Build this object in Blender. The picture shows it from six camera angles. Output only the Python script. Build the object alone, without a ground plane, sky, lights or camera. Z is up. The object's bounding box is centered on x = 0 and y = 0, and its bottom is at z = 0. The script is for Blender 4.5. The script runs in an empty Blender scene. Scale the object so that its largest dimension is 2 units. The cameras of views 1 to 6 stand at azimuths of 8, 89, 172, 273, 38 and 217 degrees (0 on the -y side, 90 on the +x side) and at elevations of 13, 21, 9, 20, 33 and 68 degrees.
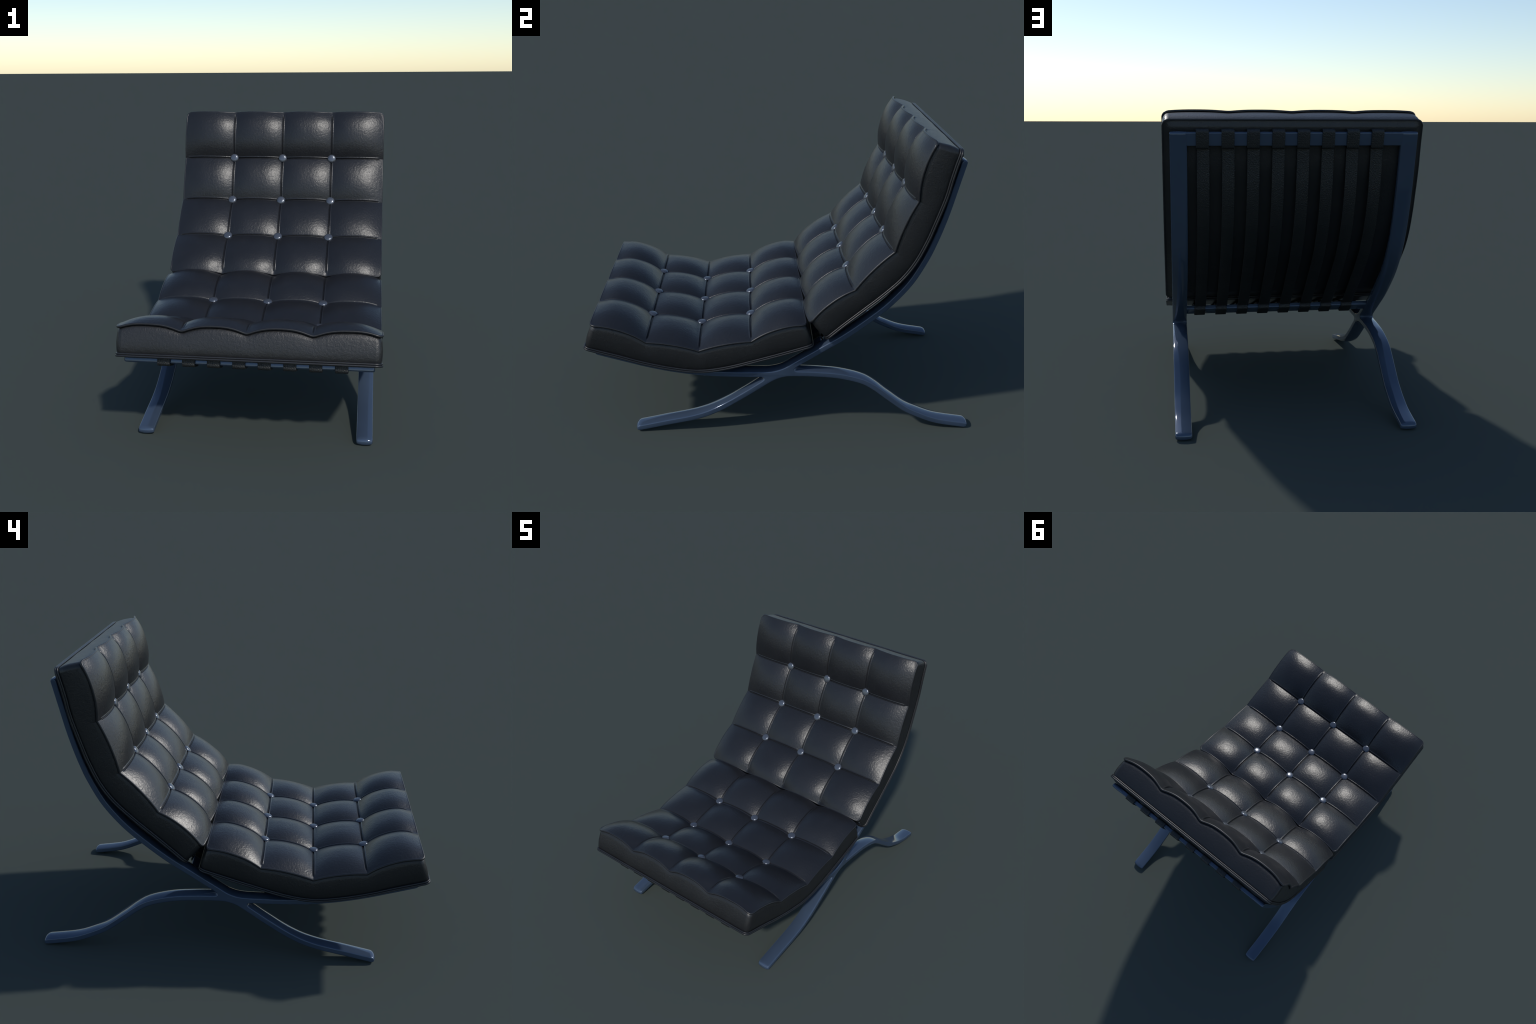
"""Low lounge chair: two crossed flat-bar steel side frames, leather straps,
and two quilted, buttoned leather cushions."""
import bpy, math
import numpy as np

# ------------------------------------------------------------------ helpers
def catmull(points, n_per=24):
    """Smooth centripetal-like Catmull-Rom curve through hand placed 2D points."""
    P = np.array(points, float)
    P = np.vstack([2 * P[0] - P[1], P, 2 * P[-1] - P[-2]])
    out = []
    for i in range(1, len(P) - 2):
        p0, p1, p2, p3 = P[i - 1:i + 3]
        for t in np.linspace(0, 1, n_per, endpoint=False):
            out.append(0.5 * (2 * p1 + (p2 - p0) * t + (2 * p0 - 5 * p1 + 4 * p2 - p3) * t * t
                              + (3 * p1 - p0 - 3 * p2 + p3) * t ** 3))
    out.append(P[-2])
    return np.array(out)

def resample(C, n):
    s = np.r_[0, np.cumsum(np.linalg.norm(np.diff(C, axis=0), axis=1))]
    q = np.linspace(0, s[-1], n)
    return np.stack([np.interp(q, s, C[:, k]) for k in range(C.shape[1])], 1)

def at(C, f):
    """Point(s) at fraction f of the arc length of curve C."""
    s = np.r_[0, np.cumsum(np.linalg.norm(np.diff(C, axis=0), axis=1))]
    q = np.asarray(f) * s[-1]
    return np.stack([np.interp(q, s, C[:, k]) for k in range(C.shape[1])], -1)

def make_object(name, verts, faces, material, parent=None, sharp=None, kind=None):
    me = bpy.data.meshes.new(name)
    me.from_pydata([tuple(map(float, v)) for v in verts], [], [tuple(int(i) for i in f) for f in faces])
    me.validate()
    me.polygons.foreach_set("use_smooth", [True] * len(me.polygons))
    if sharp:
        me.set_sharp_from_angle(angle=math.radians(sharp))
    me.materials.append(material)
    ob = bpy.data.objects.new(name, me)
    bpy.context.scene.collection.objects.link(ob)
    if parent is not None:
        ob.parent = parent
    if kind:
        ob["kind"] = kind
    return ob

def fix_normals(ob):
    import bmesh
    bm = bmesh.new(); bm.from_mesh(ob.data)
    bmesh.ops.recalc_face_normals(bm, faces=bm.faces)
    bm.to_mesh(ob.data); bm.free()

# ---------------------------------------------------------------- materials
def base_material(name):
    m = bpy.data.materials.new(name); m.use_nodes = True
    nt = m.node_tree
    return m, nt, nt.nodes["Principled BSDF"]

def noise(nt, vec, scale, detail=4, rough=0.55, dist=0.0):
    n = nt.nodes.new("ShaderNodeTexNoise")
    n.inputs["Scale"].default_value = scale
    n.inputs["Detail"].default_value = detail
    n.inputs["Roughness"].default_value = rough
    n.inputs["Distortion"].default_value = dist
    nt.links.new(vec, n.inputs["Vector"])
    return n

def bump(nt, height, strength, distance, normal=None):
    b = nt.nodes.new("ShaderNodeBump")
    b.inputs["Strength"].default_value = strength
    b.inputs["Distance"].default_value = distance
    nt.links.new(height, b.inputs["Height"])
    if normal is not None:
        nt.links.new(normal, b.inputs["Normal"])
    return b.outputs["Normal"]

def ramp2(nt, fac, c0, c1, p0=0.3, p1=0.7):
    r = nt.nodes.new("ShaderNodeValToRGB")
    r.color_ramp.elements[0].position, r.color_ramp.elements[1].position = p0, p1
    r.color_ramp.elements[0].color = (*c0, 1)
    r.color_ramp.elements[1].color = (*c1, 1)
    nt.links.new(fac, r.inputs["Fac"])
    return r.outputs["Color"]

def leather_material(name, c0, c1, rough, hammer, grain, grain_scale=330.0, spec=0.5):
    m, nt, p = base_material(name)
    co = nt.nodes.new("ShaderNodeTexCoord").outputs["Object"]
    tone = noise(nt, co, 9.0, 3)
    nt.links.new(ramp2(nt, tone.outputs["Fac"], c0, c1), p.inputs["Base Color"])
    wear = noise(nt, co, 26.0, 4)
    rr = nt.nodes.new("ShaderNodeMapRange")
    rr.inputs["To Min"].default_value = rough - 0.04
    rr.inputs["To Max"].default_value = rough + 0.05
    nt.links.new(wear.outputs["Fac"], rr.inputs["Value"])
    nt.links.new(rr.outputs["Result"], p.inputs["Roughness"])
    p.inputs["Specular IOR Level"].default_value = spec
    wrinkle = noise(nt, co, 78.0, 4, 0.5, 0.5)
    cells = nt.nodes.new("ShaderNodeTexVoronoi")
    cells.inputs["Scale"].default_value = grain_scale
    nt.links.new(co, cells.inputs["Vector"])
    n1 = bump(nt, wrinkle.outputs["Fac"], 1.0, hammer)
    n2 = bump(nt, cells.outputs["Distance"], 1.0, grain, n1)
    nt.links.new(n2, p.inputs["Normal"])
    return m

def metal_material(name, colour, metallic, rough):
    m, nt, p = base_material(name)
    co = nt.nodes.new("ShaderNodeTexCoord").outputs["Object"]
    tone = noise(nt, co, 5.0, 2)
    c0 = tuple(c * 0.95 for c in colour); c1 = tuple(c * 1.05 for c in colour)
    nt.links.new(ramp2(nt, tone.outputs["Fac"], c0, c1), p.inputs["Base Color"])
    p.inputs["Metallic"].default_value = metallic
    p.inputs["Roughness"].default_value = rough
    return m

LEATHER = leather_material("black_quilted_leather", (0.0130, 0.0135, 0.0160), (0.0160, 0.0165, 0.0190), 0.330, 0.0012, 0.00025)
SIDE_LEATHER = leather_material("black_boxing_leather", (0.0130, 0.0133, 0.0145), (0.0160, 0.0163, 0.0175), 0.39, 0.0012, 0.00030, 260.0)
PIPING = leather_material("black_piping_leather", (0.0135, 0.0140, 0.0165), (0.0165, 0.0170, 0.0195), 0.36, 0.0004, 0.0001)
STRAP = leather_material("black_strap_leather", (0.0100, 0.0115, 0.0120), (0.0145, 0.0155, 0.0160), 0.50, 0.0006, 0.0016, 190.0)
STEEL = metal_material("blued_polished_steel", (0.061, 0.089, 0.140), 0.25, 0.08)
BUTTON = metal_material("polished_button_metal", (0.120, 0.134, 0.160), 0.55, 0.25)

# -------------------------------------------------------------- root object
chair = bpy.data.objects.new("lounge_chair", None)
bpy.context.scene.collection.objects.link(chair)
chair["label"] = "low black quilted leather lounge chair with crossed blue steel legs"
chair["category"] = "chair"

# --------------------------------------------------------------- side frame
BAR_HALF = 0.0138          # half thickness of the bar at its edges
CROWN = 0.0068             # the faces swell by this much towards the middle of the bar
X_IN, X_OUT = 0.513, 0.594
# front foot -> crossing -> backrest upright (y, z)
back_bar = catmull([(-0.790, 0.0120), (-0.740, 0.0203), (-0.600, 0.050), (-0.435, 0.085), (-0.318, 0.132), (-0.190, 0.210),
                    (-0.095, 0.274), (0.000, 0.336), (0.100, 0.400), (0.200, 0.463), (0.333, 0.548), (0.455, 0.641),
                    (0.549, 0.724), (0.642, 0.834), (0.708, 0.951), (0.743, 1.033), (0.774, 1.120), (0.801, 1.209),
                    (0.832, 1.330), (0.866, 1.463)])
# front rail -> crossing -> rear foot
seat_bar = catmull([(-0.930, 0.4670), (-0.880, 0.4520), (-0.793, 0.4265), (-0.687, 0.3960), (-0.579, 0.3705), (-0.471, 0.3515),
                    (-0.358, 0.339), (-0.230, 0.333), (-0.110, 0.331), (0.000, 0.333), (0.100, 0.333), (0.200, 0.328),
                    (0.310, 0.316), (0.420, 0.287), (0.487, 0.251), (0.560, 0.194), (0.655, 0.122), (0.730, 0.083),
                    (0.830, 0.045), (0.960, 0.0213), (1.040, 0.0120)])

def dist_polyline(Q, C):
    d = np.full(len(Q), 1e9)
    for a, b in zip(C[:-1], C[1:]):
        ab = b - a
        t = np.clip(((Q - a) @ ab) / (ab @ ab), 0, 1)
        d = np.minimum(d, np.hypot(*(Q - a - t[:, None] * ab).T))
    return d

def frame_sdf(Q):
    """Signed distance to the two crossing bars, with filleted crossing and cut-off feet."""
    a = dist_polyline(Q, resample(back_bar, 130)) - BAR_HALF
    b = dist_polyline(Q, resample(seat_bar, 130)) - BAR_HALF
    k = 0.030
    h = np.maximum(k - np.abs(a - b), 0) / k
    near = np.hypot(Q[:, 0] - 0.0, Q[:, 1] - 0.335) < 0.30
    d = np.minimum(a, b) - np.where(near, h * h * k * 0.25, 0)
    for cut in (Q[:, 0] - 0.9945, -0.753 - Q[:, 0], Q[:, 1] - 1.4585,):
        kk = 0.012
        cut = np.where((Q[:, 0] < -0.70) & (Q[:, 1] > 0.2), -1.0, cut)
        hh = np.maximum(kk - np.abs(d - cut), 0) / kk
        d = np.maximum(d, cut) + hh * hh * kk * 0.25
    d = np.maximum(d, -Q[:, 1])
    return d

def contour(step=0.0045):
    """Marching squares over the signed distance: one closed outline of the X frame."""
    ys = np.arange(-1.02, 1.03, step); zs = np.arange(-0.02, 1.50, step)
    Y, Z = np.meshgrid(ys, zs, indexing="ij")
    D = frame_sdf(np.stack([Y.ravel(), Z.ravel()], 1)).reshape(Y.shape)
    seg = {}
    def cut(i0, j0, i1, j1):
        a, b = D[i0, j0], D[i1, j1]; t = a / (a - b)
        return (ys[i0] + t * (ys[i1] - ys[i0]), zs[j0] + t * (zs[j1] - zs[j0]))
    edges = {}
    links = {}
    S = D < 0
    mixed = S[:-1, :-1].astype(int) + S[1:, :-1] + S[:-1, 1:] + S[1:, 1:]
    for i, j in np.argwhere((mixed > 0) & (mixed < 4)):
        ring = [(i, j), (i + 1, j), (i + 1, j + 1), (i, j + 1)]
        keys = []
        for q in range(4):
            A, B = ring[q], ring[(q + 1) % 4]
            if S[A] != S[B]:
                k = (min(A, B), max(A, B))
                edges.setdefault(k, cut(*A, *B)); keys.append(k)
        for q in range(0, len(keys) - 1, 2):
            links.setdefault(keys[q], []).append(keys[q + 1]); links.setdefault(keys[q + 1], []).append(keys[q])
    loops, seen = [], set()
    for s in links:
        if s in seen: continue
        loop, cur, prev = [], s, None
        while cur not in seen:
            seen.add(cur); loop.append(edges[cur])
            nxt = [n for n in links[cur] if n != prev and n not in seen]
            prev = cur
            if not nxt: break
            cur = nxt[0]
        loops.append(np.array(loop))
    L = max(loops, key=len)
    per = np.linalg.norm(np.diff(np.vstack([L, L[:1]]), axis=0), axis=1).sum()
    L = resample(np.vstack([L, L[:1]]), int(per / 0.0065))[:-1]
    for _ in range(2):
        L = 0.25 * np.roll(L, 1, 0) + 0.5 * L + 0.25 * np.roll(L, -1, 0)
    area = 0.5 * np.sum(L[:, 0] * np.roll(L[:, 1], -1) - L[:, 1] * np.roll(L[:, 0], -1))
    return L if area > 0 else L[::-1]

def side_frame(name, L, x0, x1, parent):
    """Extrude the outline to a flat bar with rounded edges."""
    n = len(L)
    t = np.roll(L, -1, 0) - np.roll(L, 1, 0); t /= np.linalg.norm(t, axis=1)[:, None]
    nrm = np.stack([t[:, 1], -t[:, 0]], 1)
    # edge radius: small on top, larger underneath and at the tips of the feet
    r = 0.0045 + 0.0025 * np.clip(-nrm[:, 1], 0, 1)
    r = np.where((L[:, 1] < 0.07) & (np.abs(nrm[:, 0]) > 0.5), 0.0085, r)
    # crown: full on the legs, nearly flat on the upright and the seat rail
    crown = CROWN * np.interp(L[:, 1], [0.0, 0.33, 0.60, 1.2], [1.0, 1.0, 0.85, 0.30])
    crown = np.where((L[:, 0] < -0.2) & (L[:, 1] > 0.28), 0.15 * CROWN, crown)
    for _ in range(4):
        r = 0.25 * np.roll(r, 1) + 0.5 * r + 0.25 * np.roll(r, -1)
    for _ in range(12):
        crown = 0.25 * np.roll(crown, 1) + 0.5 * crown + 0.25 * np.roll(crown, -1)
    angles = np.radians(np.linspace(0, 90, 5))
    width = x1 - x0
    X, Q = [], []
    for f, b in [(0, b) for b in angles] + [(f, None) for f in (0.14, 0.26, 0.38, 0.5)]:
        if b is not None:
            dx = r * (1 - math.cos(b)); off = -r * (1 - math.sin(b))
        else:
            dx = np.full(n, f * width); off = np.zeros(n)
        t = dx / width
        off = off + crown * (1 - (1 - 2 * t) ** 2)
        X.append(dx); Q.append(L + nrm * off[:, None])
    rings = [(x0 + dx, q) for dx, q in zip(X, Q)] + [(x1 - dx, q) for dx, q in list(zip(X, Q))[-2::-1]]
    V, F = [], []
    for xs_, q in rings:
        V += [(x, p[0], max(p[1], 0.0)) for x, p in zip(xs_, q)]
    for k in range(len(rings) - 1):
        for i in range(n):
            j = (i + 1) % n
            F.append((k * n + i, k * n + j, (k + 1) * n + j, (k + 1) * n + i))
    F.append(tuple(range(n))[::-1])
    F.append(tuple((len(rings) - 1) * n + i for i in range(n)))
    ob = make_object(name, V, F, STEEL, parent, sharp=40)
    fix_normals(ob)
    return ob

OUTLINE = contour()
side_frame("side_frame", OUTLINE, X_IN, X_OUT, chair)
side_frame("side_frame", OUTLINE, -X_OUT, -X_IN, chair)

# ---------------------------------------------------------------- crossbars
def rounded_section(w, h, r, seg=5):
    pts = []
    for cx, cy, a0 in ((w / 2 - r, h / 2 - r, 0), (-w / 2 + r, h / 2 - r, 90), (-w / 2 + r, -h / 2 + r, 180), (w / 2 - r, -h / 2 + r, 270)):
        for a in np.radians(np.linspace(a0, a0 + 90, seg)):
            pts.append((cx + r * math.cos(a), cy + r * math.sin(a)))
    return np.array(pts)

def crossbar(name, centre, along, width, thick, half_len, end_round=0.004):
    """Flat bar running in x; 'along' is the direction of its wide side in the yz plane."""
    along = np.array(along, float); along /= np.linalg.norm(along)
    nor = np.array([-along[1], along[0]])
    V, F = [], []
    stations = []
    for a in np.radians(np.linspace(0, 90, 4)):
        stations.append((-half_len + end_round * (1 - math.sin(a)), end_round * (1 - math.cos(a))))
    stations = [(-half_len + end_round * (1 - math.cos(b)), end_round * (1 - math.sin(b))) for b in np.radians(np.linspace(0, 90, 4))]
    stations += [(-x, o) for x, o in reversed(stations)]
    n = None
    for x, o in stations:
        sec = rounded_section(width - 2 * o, thick - 2 * min(o, thick * 0.4), max(0.0055 - o, 0.0015))
        n = len(sec)
        for u, v in sec:
            p = np.array(centre) + along * u + nor * v
            V.append((x, p[0], p[1]))
    for k in range(len(stations) - 1):
        for i in range(n):
            j = (i + 1) % n
            F.append((k * n + i, k * n + j, (k + 1) * n + j, (k + 1) * n + i))
    F.append(tuple(range(n))); F.append(tuple((len(stations) - 1) * n + i for i in range(n)))
    ob = make_object(name, V, F, STEEL, chair, sharp=40)
    fix_normals(ob)
    return ob

TOP_C, TOP_D = (0.8570, 1.4245), (0.034, 0.133)
LOW_C, LOW_D = (0.185, 0.4535), (0.10, 0.063)
FRONT_C, FRONT_D = (-0.9165, 0.4640), (0.08, -0.0245)
crossbar("top_crossbar", TOP_C, TOP_D, 0.0655, 0.0250, 0.535)
crossbar("lower_crossbar", LOW_C, LOW_D, 0.0800, 0.0245, 0.535)
crossbar("front_crossbar", FRONT_C, FRONT_D, 0.0780, 0.0250, 0.5935, 0.012)

# ------------------------------------------------------------------- straps
STRAP_W, STRAP_T = 0.0605, 0.0065
STRAP_X = [0.442 - 0.1197 * k for k in range(8)]

def ribbon(path, w, t, closed=False):
    """Leather band of width w (in x) and thickness t along a yz path."""
    P = np.array(path, float); n = len(P)
    if closed:
        tan = np.roll(P, -1, 0) - np.roll(P, 1, 0)
    else:
        tan = np.gradient(P, axis=0)
    tan /= np.linalg.norm(tan, axis=1)[:, None]
    nor = np.stack([-tan[:, 1], tan[:, 0]], 1)
    sec = rounded_section(w, t, min(t * 0.42, 0.0025), 3)
    m = len(sec); V, F = [], []
    for p, nn in zip(P, nor):
        for u, v in sec:
            q = p + nn * v
            V.append((u, q[0], q[1]))
    for k in range(n if closed else n - 1):
        k2 = (k + 1) % n
        for i in range(m):
            j = (i + 1) % m
            F.append((k * m + i, k * m + j, k2 * m + j, k2 * m + i))
    if not closed:
        F.append(tuple(range(m))); F.append(tuple((n - 1) * m + i for i in range(m)))
    return V, F

def wrap_path(centre, along, width, thick, extra):
    along = np.array(along, float); along /= np.linalg.norm(along); nor = np.array([-along[1], along[0]])
    sec = rounded_section(width + 2 * extra, thick + 2 * extra, 0.010, 6)
    return np.array([np.array(centre) + along * u + nor * v for u, v in sec])

def strap_set(paths, name):
    verts, faces = [], []
    for path, closed, t, *shift in paths:
        V, F = ribbon(path, STRAP_W, t, closed)
        V = [(x + sum(shift), y, z) for x, y, z in V]
        o = len(verts); verts += V; faces += [tuple(i + o for i in f) for f in F]
    first = None
    for x in STRAP_X:
        if first is None:
            ob = make_object(name, verts, faces, STRAP, chair, sharp=50); fix_normals(ob); first = ob
        else:
            ob = first.copy(); bpy.context.scene.collection.objects.link(ob)
        ob.location.x = x

back_strap_line = catmull([(0.845, 1.425), (0.838, 1.385), (0.826, 1.300), (0.810, 1.200), (0.783, 1.105), (0.752, 1.030),
                           (0.701, 0.937), (0.597, 0.807), (0.443, 0.669), (0.281, 0.534), (0.219, 0.480)], 8)
seat_strap_line = catmull([(-0.925, 0.479), (-0.835, 0.445), (-0.710, 0.403), (-0.566, 0.368), (-0.417, 0.350), (-0.266, 0.366),
                           (-0.075, 0.415), (0.060, 0.455), (0.135, 0.472), (0.165, 0.464)], 8)
LOOP = 0.0040
strap_set([(back_strap_line, False, STRAP_T, -0.004),
           (wrap_path(TOP_C, TOP_D, 0.0655 + 0.014, 0.0265, LOOP), True, STRAP_T)], "backrest_strap")
strap_set([(wrap_path(LOW_C, LOW_D, 0.081, 0.0265, LOOP), True, STRAP_T), ], "crossbar_strap_loop")
strap_set([(seat_strap_line, False, STRAP_T),
           (wrap_path(FRONT_C, FRONT_D, 0.0790, 0.0255, LOOP + 0.0035), True, STRAP_T + 0.004)], "seat_strap")

# ----------------------------------------------------------------- cushions
HALF_W = 0.6245
COL_X = [-HALF_W, -0.3085, 0.0, 0.3085, HALF_W]

def arch(t, p=2.3):
    return 1 - np.abs(2 * t - 1) ** p

def fine_axis(lines, lo, hi, edge, coarse=0.010):
    """Grid positions: dense at the stitched lines and at the rim, coarse between."""
    pos = [lo, hi]
    for c in lines:
        pos += list(c + np.linspace(-0.014, 0.014, 27))
    pos += list(lo + np.linspace(0, edge, 12)) + list(hi - np.linspace(0, edge, 12))
    pos = np.unique(np.round(pos, 5))
    out = [pos[0]]
    for a in pos[1:]:
        gap = a - out[-1]
        if gap > coarse:
            m = int(math.ceil(gap / coarse)); out += list(out[-1] + gap * np.arange(1, m) / m)
        out.append(a)
    return np.array(out)

class Cushion:
    def __init__(self, valleys, row_arch, bottom, end_arch=(0.0265, 0.032), belly=0.002, puff=0.012):
        self.V = np.array(valleys, float)              # seam points of the top, side view
        d = np.diff(self.V, axis=0); self.len = np.linalg.norm(d, axis=1)
        n = np.stack([-d[:, 1], d[:, 0]], 1) / self.len[:, None]
        nv = np.vstack([n[:1], n[:-1] + n[1:], n[-1:]])
        self.N = nv / np.linalg.norm(nv, axis=1)[:, None]
        self.s = np.r_[0, np.cumsum(self.len)]
        self.L = self.s[-1]
        self.row_arch = np.array(row_arch); self.puff = puff
        self.bottom = catmull(bottom, 16)
        self.end_arch = end_arch; self.belly = belly

    def frame(self, v):
        v = np.clip(v, 0, self.L)
        y = np.interp(v, self.s, self.V[:, 0]); z = np.interp(v, self.s, self.V[:, 1])
        ny = np.interp(v, self.s, self.N[:, 0]); nz = np.interp(v, self.s, self.N[:, 1])
        l = np.hypot(ny, nz)
        return np.stack([y, z], -1), np.stack([ny / l, nz / l], -1)

    def height(self, x, v, detail=True):
        """Pillow height above the straight chord between stitched rows."""
        col = np.clip(np.searchsorted(COL_X, x, side="right") - 1, 0, 3)
        cx = np.array(COL_X); tx = np.clip((x - cx[col]) / (cx[col + 1] - cx[col]), 0, 1)
        row = np.clip(np.searchsorted(self.s, v, side="right") - 1, 0, 3)
        tv = np.clip((v - self.s[row]) / self.len[row], 0, 1)
        au, av = arch(tx, 2.55), arch(tv, 2.2)
        # towards the two ends the valleys open into soft waves
        e = 1e-4 + 0.28 * (np.exp(-(v / 0.035) ** 2) + np.exp(-((self.L - v) / 0.035) ** 2))
        au = (np.sqrt(au ** 2 + e ** 2) - e) / (np.sqrt(1 + e ** 2) - e)
        e0 = np.exp(-(v / 0.10) ** 2); e1 = np.exp(-((self.L - v) / 0.10) ** 2)
        amp_u = 0.0225 + (self.end_arch[0] - 0.0225) * e0 + (self.end_arch[1] - 0.0225) * e1
        inner = 1 - np.exp(-((HALF_W - np.abs(x)) / 0.11) ** 2)
        h = amp_u * au + (self.row_arch[row] + 0.011 * inner) * av + (self.puff - 0.005) * au * av
        h = h - 0.006 * inner * np.exp(-(v / 0.06) ** 2) * self.front_drop
        if detail:
            fade = lambda d: np.clip((d - 0.014) / 0.018, 0, 1)
            for c in COL_X[1:4]:
                h = h + self.stitch(x - c) * fade(np.minimum(v, self.L - v))
            for c in self.s[1:4]:
                h = h + self.stitch(-(v - c) if self.flip else (v - c)) * fade(HALF_W - np.abs(x))
            # dimple where the buttons pull the leather in
            for cx_ in COL_X[1:4]:
                for cv in self.s[1:4]:
                    r2 = (x - cx_) ** 2 + (v - cv) ** 2
                    h = h - 0.003 * np.exp(-r2 / 0.022 ** 2)
        return h
    flip = False
    front_drop = 0.0

    @staticmethod
    def stitch(d):
        groove = -0.0045 * np.exp(-((d + 0.0030) / 0.0025) ** 2)
        ridge = 0.0033 * np.exp(-((d - 0.0042) / 0.0034) ** 2)
        return groove + ridge

    def top(self, x, v):
        p, n = self.frame(v)
        h = self.height(x, v)
        q = p + n * h[..., None]
        return np.concatenate([x[..., None], q], -1)

    def base(self, x, v):
        q = at(self.bottom, v / self.L)
        return np.concatenate([x[..., None], q], -1)

    def build(self, name, corner=0.028):
        xs = fine_axis(COL_X[1:4], -HALF_W, HALF_W, 0.03)
        vs = fine_axis(list(self.s[1:4]), 0, self.L, corner)
        X, Vv = np.meshgrid(xs, vs, indexing="ij")
        dv = np.maximum(0, np.maximum(corner - Vv, Vv - (self.L - corner)))
        w = HALF_W - corner + np.sqrt(np.maximum(corner ** 2 - dv ** 2, 0))
        Xr = np.where(np.abs(X) > HALF_W - 0.12,
                      np.sign(X) * (HALF_W - 0.12 + (np.abs(X) - (HALF_W - 0.12)) * (w - HALF_W + 0.12) / 0.12), X)
        nx, nv = X.shape
        T = self.top(Xr, Vv).reshape(-1, 3)
        B = self.base(Xr, Vv).reshape(-1, 3)
        idx = np.arange(nx * nv).reshape(nx, nv)
        # rim, counter clockwise in (x, v)
        rim = list(idx[:, 0]) + list(idx[-1, 1:]) + list(idx[-2::-1, -1]) + list(idx[0, -2:0:-1])
        rim = np.array(rim); m = len(rim)
        px, pv = Xr.ravel()[rim], Vv.ravel()[rim]
        tx = np.roll(px, -1) - np.roll(px, 1); tv = np.roll(pv, -1) - np.roll(pv, 1)
        l = np.hypot(tx, tv); ox, ov = tv / l, -tx / l          # outward in plan
        tan_t = np.gradient(self.frame(np.linspace(0, self.L, 60))[0], axis=0)
        tan_t /= np.linalg.norm(tan_t, axis=1)[:, None]
        ty = np.interp(pv, np.linspace(0, self.L, 60), tan_t[:, 0]); tz = np.interp(pv, np.linspace(0, self.L, 60), tan_t[:, 1])
        tb = np.gradient(at(self.bottom, np.linspace(0, 1, 60)), axis=0); tb /= np.linalg.norm(tb, axis=1)[:, None]
        by = np.interp(pv, np.linspace(0, self.L, 60), tb[:, 0]); bz = np.interp(pv, np.linspace(0, self.L, 60), tb[:, 1])
        out_t = np.stack([ox, ov * ty, ov * tz], 1); out_b = np.stack([ox, ov * by, ov * bz], 1)
        RT, RB = T[rim], B[rim]
        up = RT - RB; up /= np.linalg.norm(up, axis=1)[:, None]
        # --- quilted top panel
        q = lambda A: [(A[i, j], A[i + 1, j], A[i + 1, j + 1], A[i, j + 1]) for i in range(nx - 1) for j in range(nv - 1)]
        top = make_object("quilted_panel", T, q(idx), LEATHER, None, sharp=75)
        # --- boxing: bulged side wall plus back panel
        prof = [(0.000, -0.004), (0.055, -0.0070), (0.09, -0.0072), (0.13, -0.0040), (0.20, -0.0005), (0.34, 0.0016), (0.50, 0.0024),
                (0.64, 0.0008), (0.76, -0.0006), (0.85, -0.0028), (0.91, -0.0075), (0.945, -0.0115), (0.970, -0.0125), (0.992, -0.006)]
        V, F = [], []
        for wv, off in prof:
            o = out_b * (1 - wv) + out_t * wv
            V.append(RB * (1 - wv) + RT * wv + o * off)
        V = np.vstack(V)
        for k in range(len(prof) - 1):
            for i in range(m):
                j = (i + 1) % m
                F.append((k * m + i, k * m + j, (k + 1) * m + j, (k + 1) * m + i))
        wall = make_object(name, V, F, SIDE_LEATHER, chair, sharp=75)
        # back panel (inset slightly so that it meets the wall's foot)
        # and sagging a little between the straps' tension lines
        sm = lambda t: np.clip(t, 0, 1) ** 2 * (3 - 2 * np.clip(t, 0, 1))
        sag = self.belly * sm((HALF_W - 0.006 - np.abs(Xr)) / 0.035) * sm((self.L - Vv) / 0.035) * sm(Vv / 0.07)
        tb_v = np.gradient(at(self.bottom, vs / self.L), vs, axis=0); tb_v /= np.linalg.norm(tb_v, axis=1)[:, None]
        Bin = B.reshape(nx, nv, 3).copy()
        Bin[..., 1] += sag * tb_v[None, :, 1]; Bin[..., 2] -= sag * tb_v[None, :, 0]
        Bin = Bin.reshape(-1, 3); Bin[rim] = V[:m]
        back = make_object("back_panel", Bin, [f[::-1] for f in q(idx)], SIDE_LEATHER, wall, sharp=60)
        top.parent = wall
        # --- piping tubes
        def tube(P, o, u, r, nm):
            VV, FF = [], []
            a = np.linspace(0, 2 * math.pi, 10, endpoint=False)
            for ang in a:
                VV.append(P + r * (math.cos(ang) * o + math.sin(ang) * u))
            VV = np.stack(VV, 1).reshape(-1, 3); c = len(a)
            for i in range(m):
                j = (i + 1) % m
                for g in range(c):
                    g2 = (g + 1) % c
                    FF.append((i * c + g, i * c + g2, j * c + g2, j * c + g))
            ob = make_object(nm, VV, FF, PIPING, wall); fix_normals(ob)
        tube(RT - up * 0.0052 - out_t * 0.0008, out_t, up, 0.0064, "piping")
        tube(RB + up * 0.0050, out_b, up, 0.0055, "piping")
        tube(RB + up * 0.0145 - out_b * 0.0010, out_b, up, 0.0050, "piping")
        for ob in (wall, top, back):
            fix_normals(ob)
        # --- buttons
        prof_b = [(0.0, 0.0092), (0.006, 0.0091), (0.0105, 0.0087), (0.0140, 0.0079), (0.0168, 0.0065), (0.0190, 0.0045), (0.0204, 0.0022),
                  (0.0208, 0.0004), (0.0200, -0.0015), (0.0165, -0.0035), (0.0150, -0.0120)]
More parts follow.
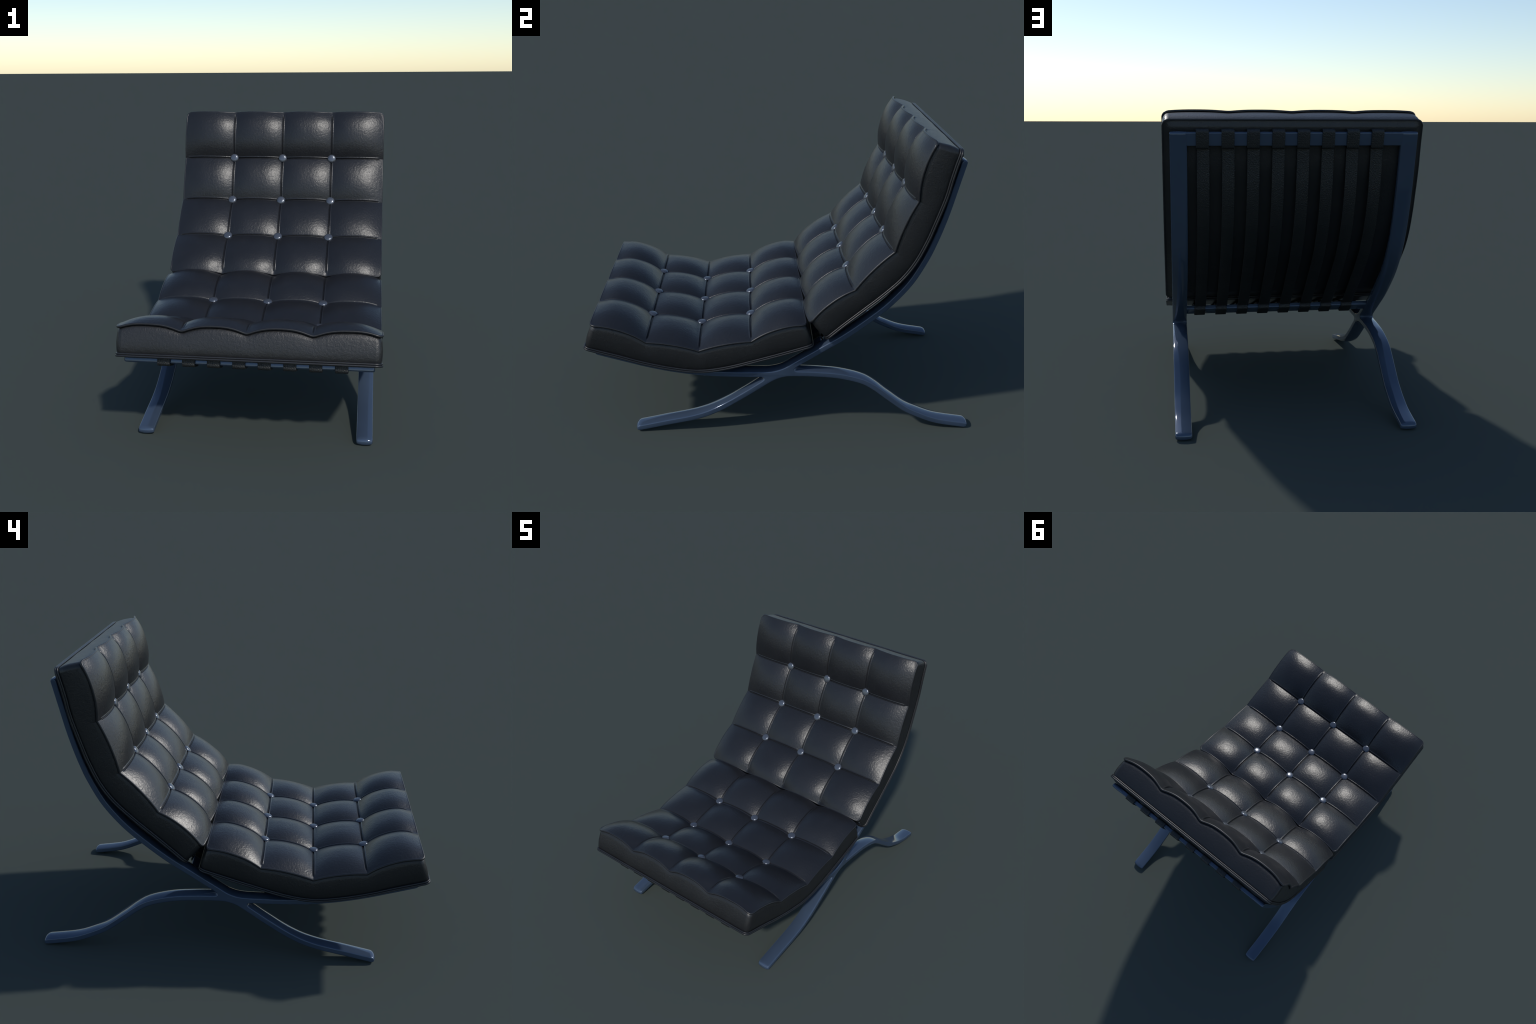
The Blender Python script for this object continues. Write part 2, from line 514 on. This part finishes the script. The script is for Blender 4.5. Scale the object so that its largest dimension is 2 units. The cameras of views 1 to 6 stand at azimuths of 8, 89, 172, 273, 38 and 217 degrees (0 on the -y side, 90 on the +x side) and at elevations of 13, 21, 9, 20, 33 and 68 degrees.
        prof_b = [(r * 1.27, z * 1.12) for r, z in prof_b]
        seg = 32; VB = [(0, 0, prof_b[0][1])]; FB = []
        for r, z in prof_b[1:]:
            VB += [(r * math.cos(t), r * math.sin(t), z) for t in np.linspace(0, 2 * math.pi, seg, endpoint=False)]
        for i in range(seg):
            FB.append((0, 1 + i, 1 + (i + 1) % seg))
        for k in range(len(prof_b) - 2):
            for i in range(seg):
                j = (i + 1) % seg
                FB.append((1 + k * seg + i, 1 + (k + 1) * seg + i, 1 + (k + 1) * seg + j, 1 + k * seg + j))
        FB.append(tuple(1 + (len(prof_b) - 2) * seg + i for i in range(seg)))
        first = None
        for cv in self.s[1:4]:
            p, n = self.frame(np.array([cv])); p, n = p[0], n[0]
            for cx in COL_X[1:4]:
                if first is None:
                    ob = make_object("button", VB, FB, BUTTON, wall, sharp=50); fix_normals(ob); first = ob
                else:
                    ob = first.copy(); bpy.context.scene.collection.objects.link(ob)
                c = p + n * 0.0108
                ob.location = (cx, c[0], c[1])
                ob.rotation_euler = (math.atan2(-n[0], n[1]), 0, 0)
        return wall

seat = Cushion([(-0.951, 0.635), (-0.677, 0.541), (-0.413, 0.491), (-0.148, 0.542), (0.128, 0.630)],
               (0.0235, 0.0105, 0.0105, 0.0235),
               [(-0.9935, 0.499), (-0.829, 0.452), (-0.705, 0.414), (-0.562, 0.380), (-0.417, 0.362), (-0.270, 0.380), (-0.080, 0.430),
                (0.066, 0.472), (0.165, 0.502)])
seat.flip = True; seat.front_drop = 1.0
seat.build("seat_cushion")
back = Cushion([(0.143, 0.638), (0.360, 0.817), (0.545, 1.014), (0.645, 1.269), (0.717, 1.552)],
               (0.020, 0.0100, 0.0100, 0.0225),
               [(0.232, 0.538), (0.325, 0.620), (0.418, 0.698), (0.509, 0.775), (0.598, 0.861), (0.662, 0.951), (0.711, 1.054),
                (0.738, 1.127), (0.787, 1.273), (0.808, 1.365), (0.827, 1.440), (0.848, 1.511)], end_arch=(0.030, 0.026), belly=0.0125, puff=0.009)
back.build("backrest_cushion")
